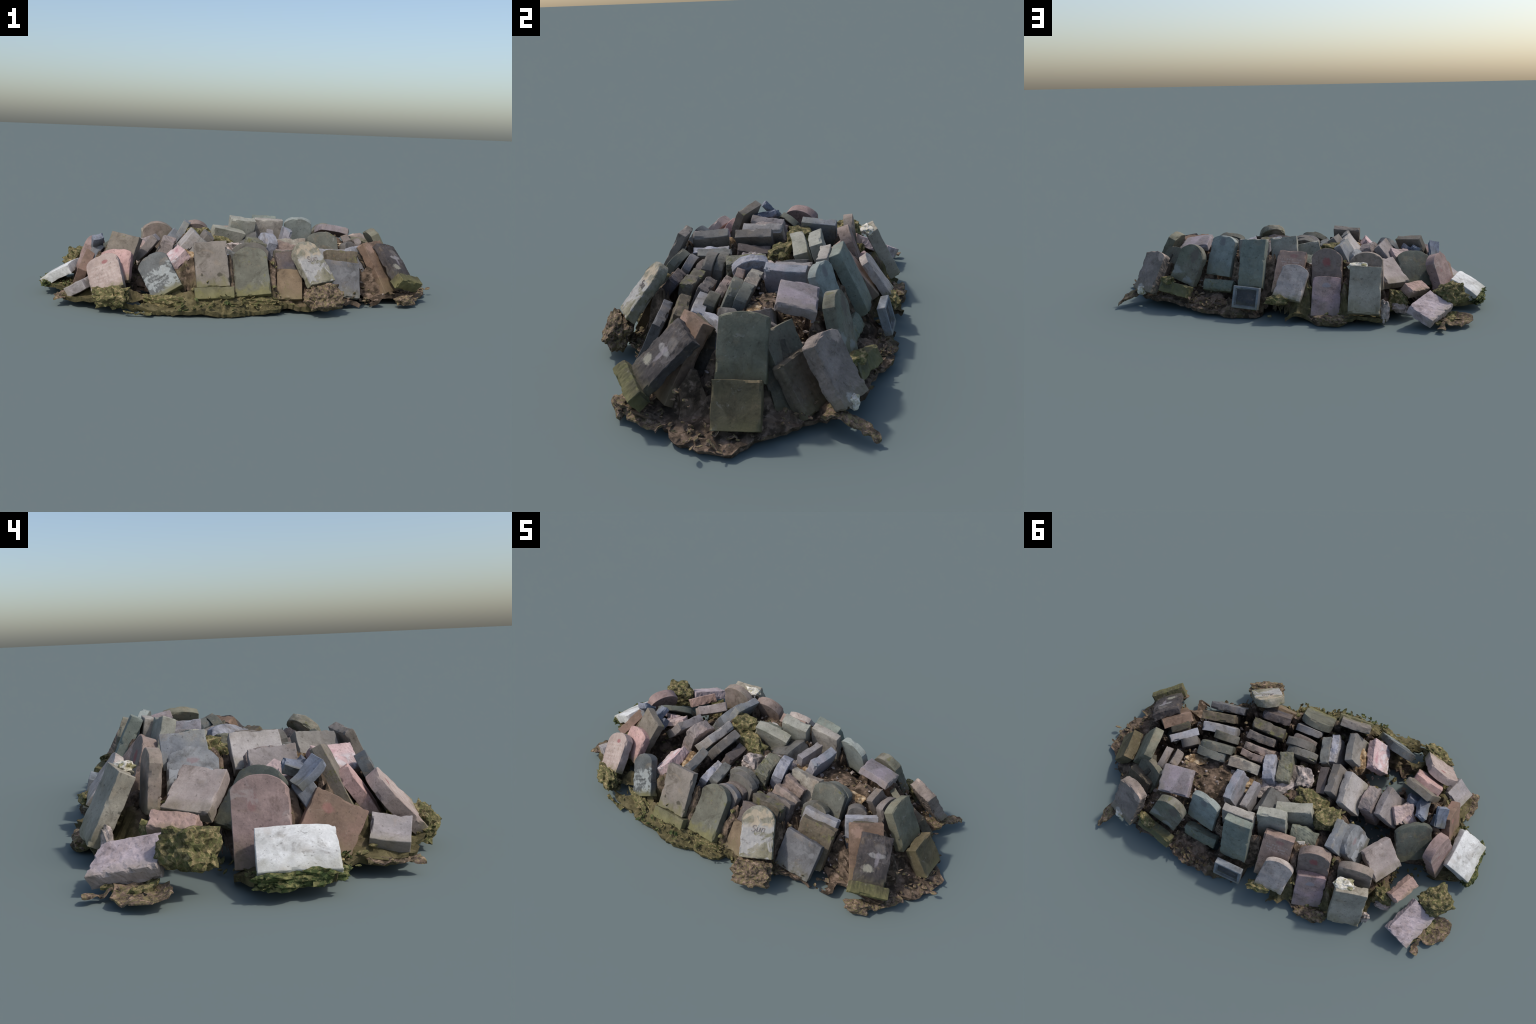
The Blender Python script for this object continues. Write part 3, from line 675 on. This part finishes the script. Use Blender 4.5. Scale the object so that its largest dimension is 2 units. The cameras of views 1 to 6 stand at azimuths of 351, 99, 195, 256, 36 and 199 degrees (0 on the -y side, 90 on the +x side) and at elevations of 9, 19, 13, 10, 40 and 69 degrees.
# dark-toned filler slabs set in the recesses of the east end
stone("gravestone", 0.66, -0.09, 0.115, 72, 34, 4, 0.11, 0.26, 0.04, "flat", 0, (88, 80, 70), (74, 68, 62), wear=0.004)
stone("gravestone", 0.722, 0.165, 0.122, 112, 32, -5, 0.09, 0.24, 0.04, "flat", 0, (86, 82, 72), (74, 70, 62), wear=0.004)
# flat shards
stone("stone_shard", -0.135, 0.235, 0.235, 190, 60, 10, 0.13, 0.08, 0.03, "flat", 0, (128, 132, 118), (112, 116, 104), wear=0.005, ragged=0.01)
stone("stone_shard", -0.13, 0.275, 0.22, 170, 50, -20, 0.05, 0.04, 0.02, "flat", 0, (196, 192, 186), (176, 172, 164), wear=0.004, ragged=0.006)
stone("stone_shard", -0.54, -0.03, 0.222, 230, 65, 20, 0.10, 0.09, 0.03, "flat", 0, (176, 156, 152), (190, 170, 160), wear=0.006, ragged=0.015)
stone("stone_shard", -0.59, 0.0, 0.212, 200, 60, 50, 0.08, 0.05, 0.025, "flat", 0, (184, 164, 162), (166, 146, 140), wear=0.006, ragged=0.012)
stone("slate_shard", -0.615, -0.075, 0.245, 300, 60, 35, 0.12, 0.05, 0.03, "flat", 0, (112, 117, 128), (90, 95, 106), wear=0.005, ragged=0.012)
stone("slate_shard", -0.57, -0.105, 0.235, 330, 55, -30, 0.07, 0.05, 0.03, "flat", 0, (116, 121, 132), (98, 102, 112), wear=0.005, ragged=0.01)


# ------------------------------------------------------------------ dead leaves, moss tufts and crumbs along the edge
def leaf(bm, p, size, R, up=0.0, slim=0.5, lay=0):
    """One curled dead leaf: a pointed blade with thickness."""
    yaw, pitch, roll = R.uniform(0, 6.28), R.uniform(-0.5, 0.9) * (0.6 + up), R.uniform(-0.7, 0.7)
    M = Matrix.Translation(p) @ Matrix.Rotation(yaw, 4, "Z") @ Matrix.Rotation(-pitch, 4, "Y") @ Matrix.Rotation(roll, 4, "X")
    curl, rows = R.uniform(0.2, 1.1), []
    for s, wd in ((0, 0.12), (0.3, 0.8), (0.62, 1.0), (0.85, 0.55), (1.0, 0.06)):
        wdt = wd * size * slim * R.uniform(0.8, 1.15)
        zc = curl * size * s * s * 0.5
        row = []
        for u, dz in ((-1, 0.18 * wdt), (0, 0), (1, 0.18 * wdt)):
            row.append((bm.verts.new(M @ Vector((s * size, u * wdt * 0.5, zc + dz))), bm.verts.new(M @ Vector((s * size, u * wdt * 0.5, zc + dz - 0.0022)))))
        rows.append(row)
    new = []
    for a, b in zip(rows, rows[1:]):
        for i in range(2):
            new.append(bm.faces.new((a[i][0], b[i][0], b[i + 1][0], a[i + 1][0])))
            new.append(bm.faces.new((a[i][1], a[i + 1][1], b[i + 1][1], b[i][1])))
        new.append(bm.faces.new((a[0][0], a[0][1], b[0][1], b[0][0])))
        new.append(bm.faces.new((a[2][0], b[2][0], b[2][1], a[2][1])))
    for r in (rows[0], rows[-1]):
        for i in range(2):
            new.append(bm.faces.new((r[i][0], r[i][1], r[i + 1][1], r[i + 1][0])))


def scatter(name, mat, arcs, count, size, seed, depth=0.12, slim=0.55):
    R = random.Random(seed)
    bm = bmesh.new()
    for _ in range(count):
        lo, hi = R.choice(arcs)
        a = math.radians(R.uniform(lo, hi)) % (2 * math.pi)
        r, _z = rim_at(a)
        q = 0.985 - R.random() * depth
        row = P[int(a / (2 * math.pi) * len(P)) % len(P)]
        z = row[min(len(row) - 1, int(q * (len(row) - 1)))][2]
        p = Vector((r * q * math.cos(a), r * q * math.sin(a), max(0.008, z + R.uniform(-0.012, 0.012))))
        leaf(bm, p, R.uniform(*size), R, slim=slim)
    for v in bm.verts:
        v.co.z = max(v.co.z, 0.001)
    return add(name, bm, mat, smooth=0, kind="stuff")


scatter("dead_leaves", LEAFY, [(-28, 34), (40, 62), (-60, -30)], 170, (0.014, 0.032), 3)
scatter("moss_tufts", MOSS, [(-145, -95), (150, 180), (-100, -70)], 90, (0.012, 0.024), 4)
scatter("moss_leaves", GREEN, [(172, 190), (-125, -100)], 60, (0.016, 0.026), 6, depth=0.06, slim=0.6)


def crumbs(name, mat, region, count, size, seed):
    """Small chips of stone lying on the soil in the gaps between the slabs."""
    R = random.Random(seed)
    bm = bmesh.new()
    for _ in range(count):
        x, y = R.uniform(region[0], region[1]), R.uniform(region[2], region[3])
        th = math.atan2(y, x) % (2 * math.pi)
        r, _z = rim_at(th)
        q = math.hypot(x, y) / r
        if q > 0.97:
            continue
        z = P[int(th / (2 * math.pi) * len(P)) % len(P)][int(q * 46)][2]
        s = R.uniform(*size)
        M = Matrix.Translation((x, y, z + s * 0.3)) @ Matrix.Rotation(R.uniform(0, 6), 4, "Z") @ Matrix.Rotation(R.uniform(-0.8, 0.8), 4, "X")
        M = M @ Matrix.Diagonal((s * R.uniform(0.7, 1.3), s * R.uniform(0.6, 1.1), s * R.uniform(0.3, 0.6), 1))
        new = bmesh.ops.create_icosphere(bm, subdivisions=1, radius=1.0)["verts"]
        for v in new:
            v.co = v.co * (1 + 0.8 * noise.noise(v.co * 2 + Vector((x * 50, y * 50, 0))))
        bmesh.ops.transform(bm, matrix=M, verts=new)
    for v in bm.verts:
        v.co.z = max(v.co.z, 0.001)
    return add(name, bm, mat, smooth=0, kind="stuff")


crumbs("stone_chips", ROCK, (-0.5, 0.75, -0.3, 0.35), 380, (0.004, 0.012), 21)
crumbs("earth_clods", LEAFY, (0.2, 0.95, -0.3, 0.4), 420, (0.004, 0.012), 22)
crumbs("moss_clods", MOSS, (-0.9, 0.2, -0.5, 0.5), 420, (0.006, 0.016), 23)

# nothing reaches below the ground
bpy.context.view_layer.update()
for o in pile.children_recursive:
    if o.type == "MESH":
        inv = o.matrix_local.inverted()
        for v in o.data.vertices:
            w = o.matrix_local @ v.co
            if w.z < 0.0005 and o.parent == pile:
                w.z = 0.0005
                v.co = inv @ w
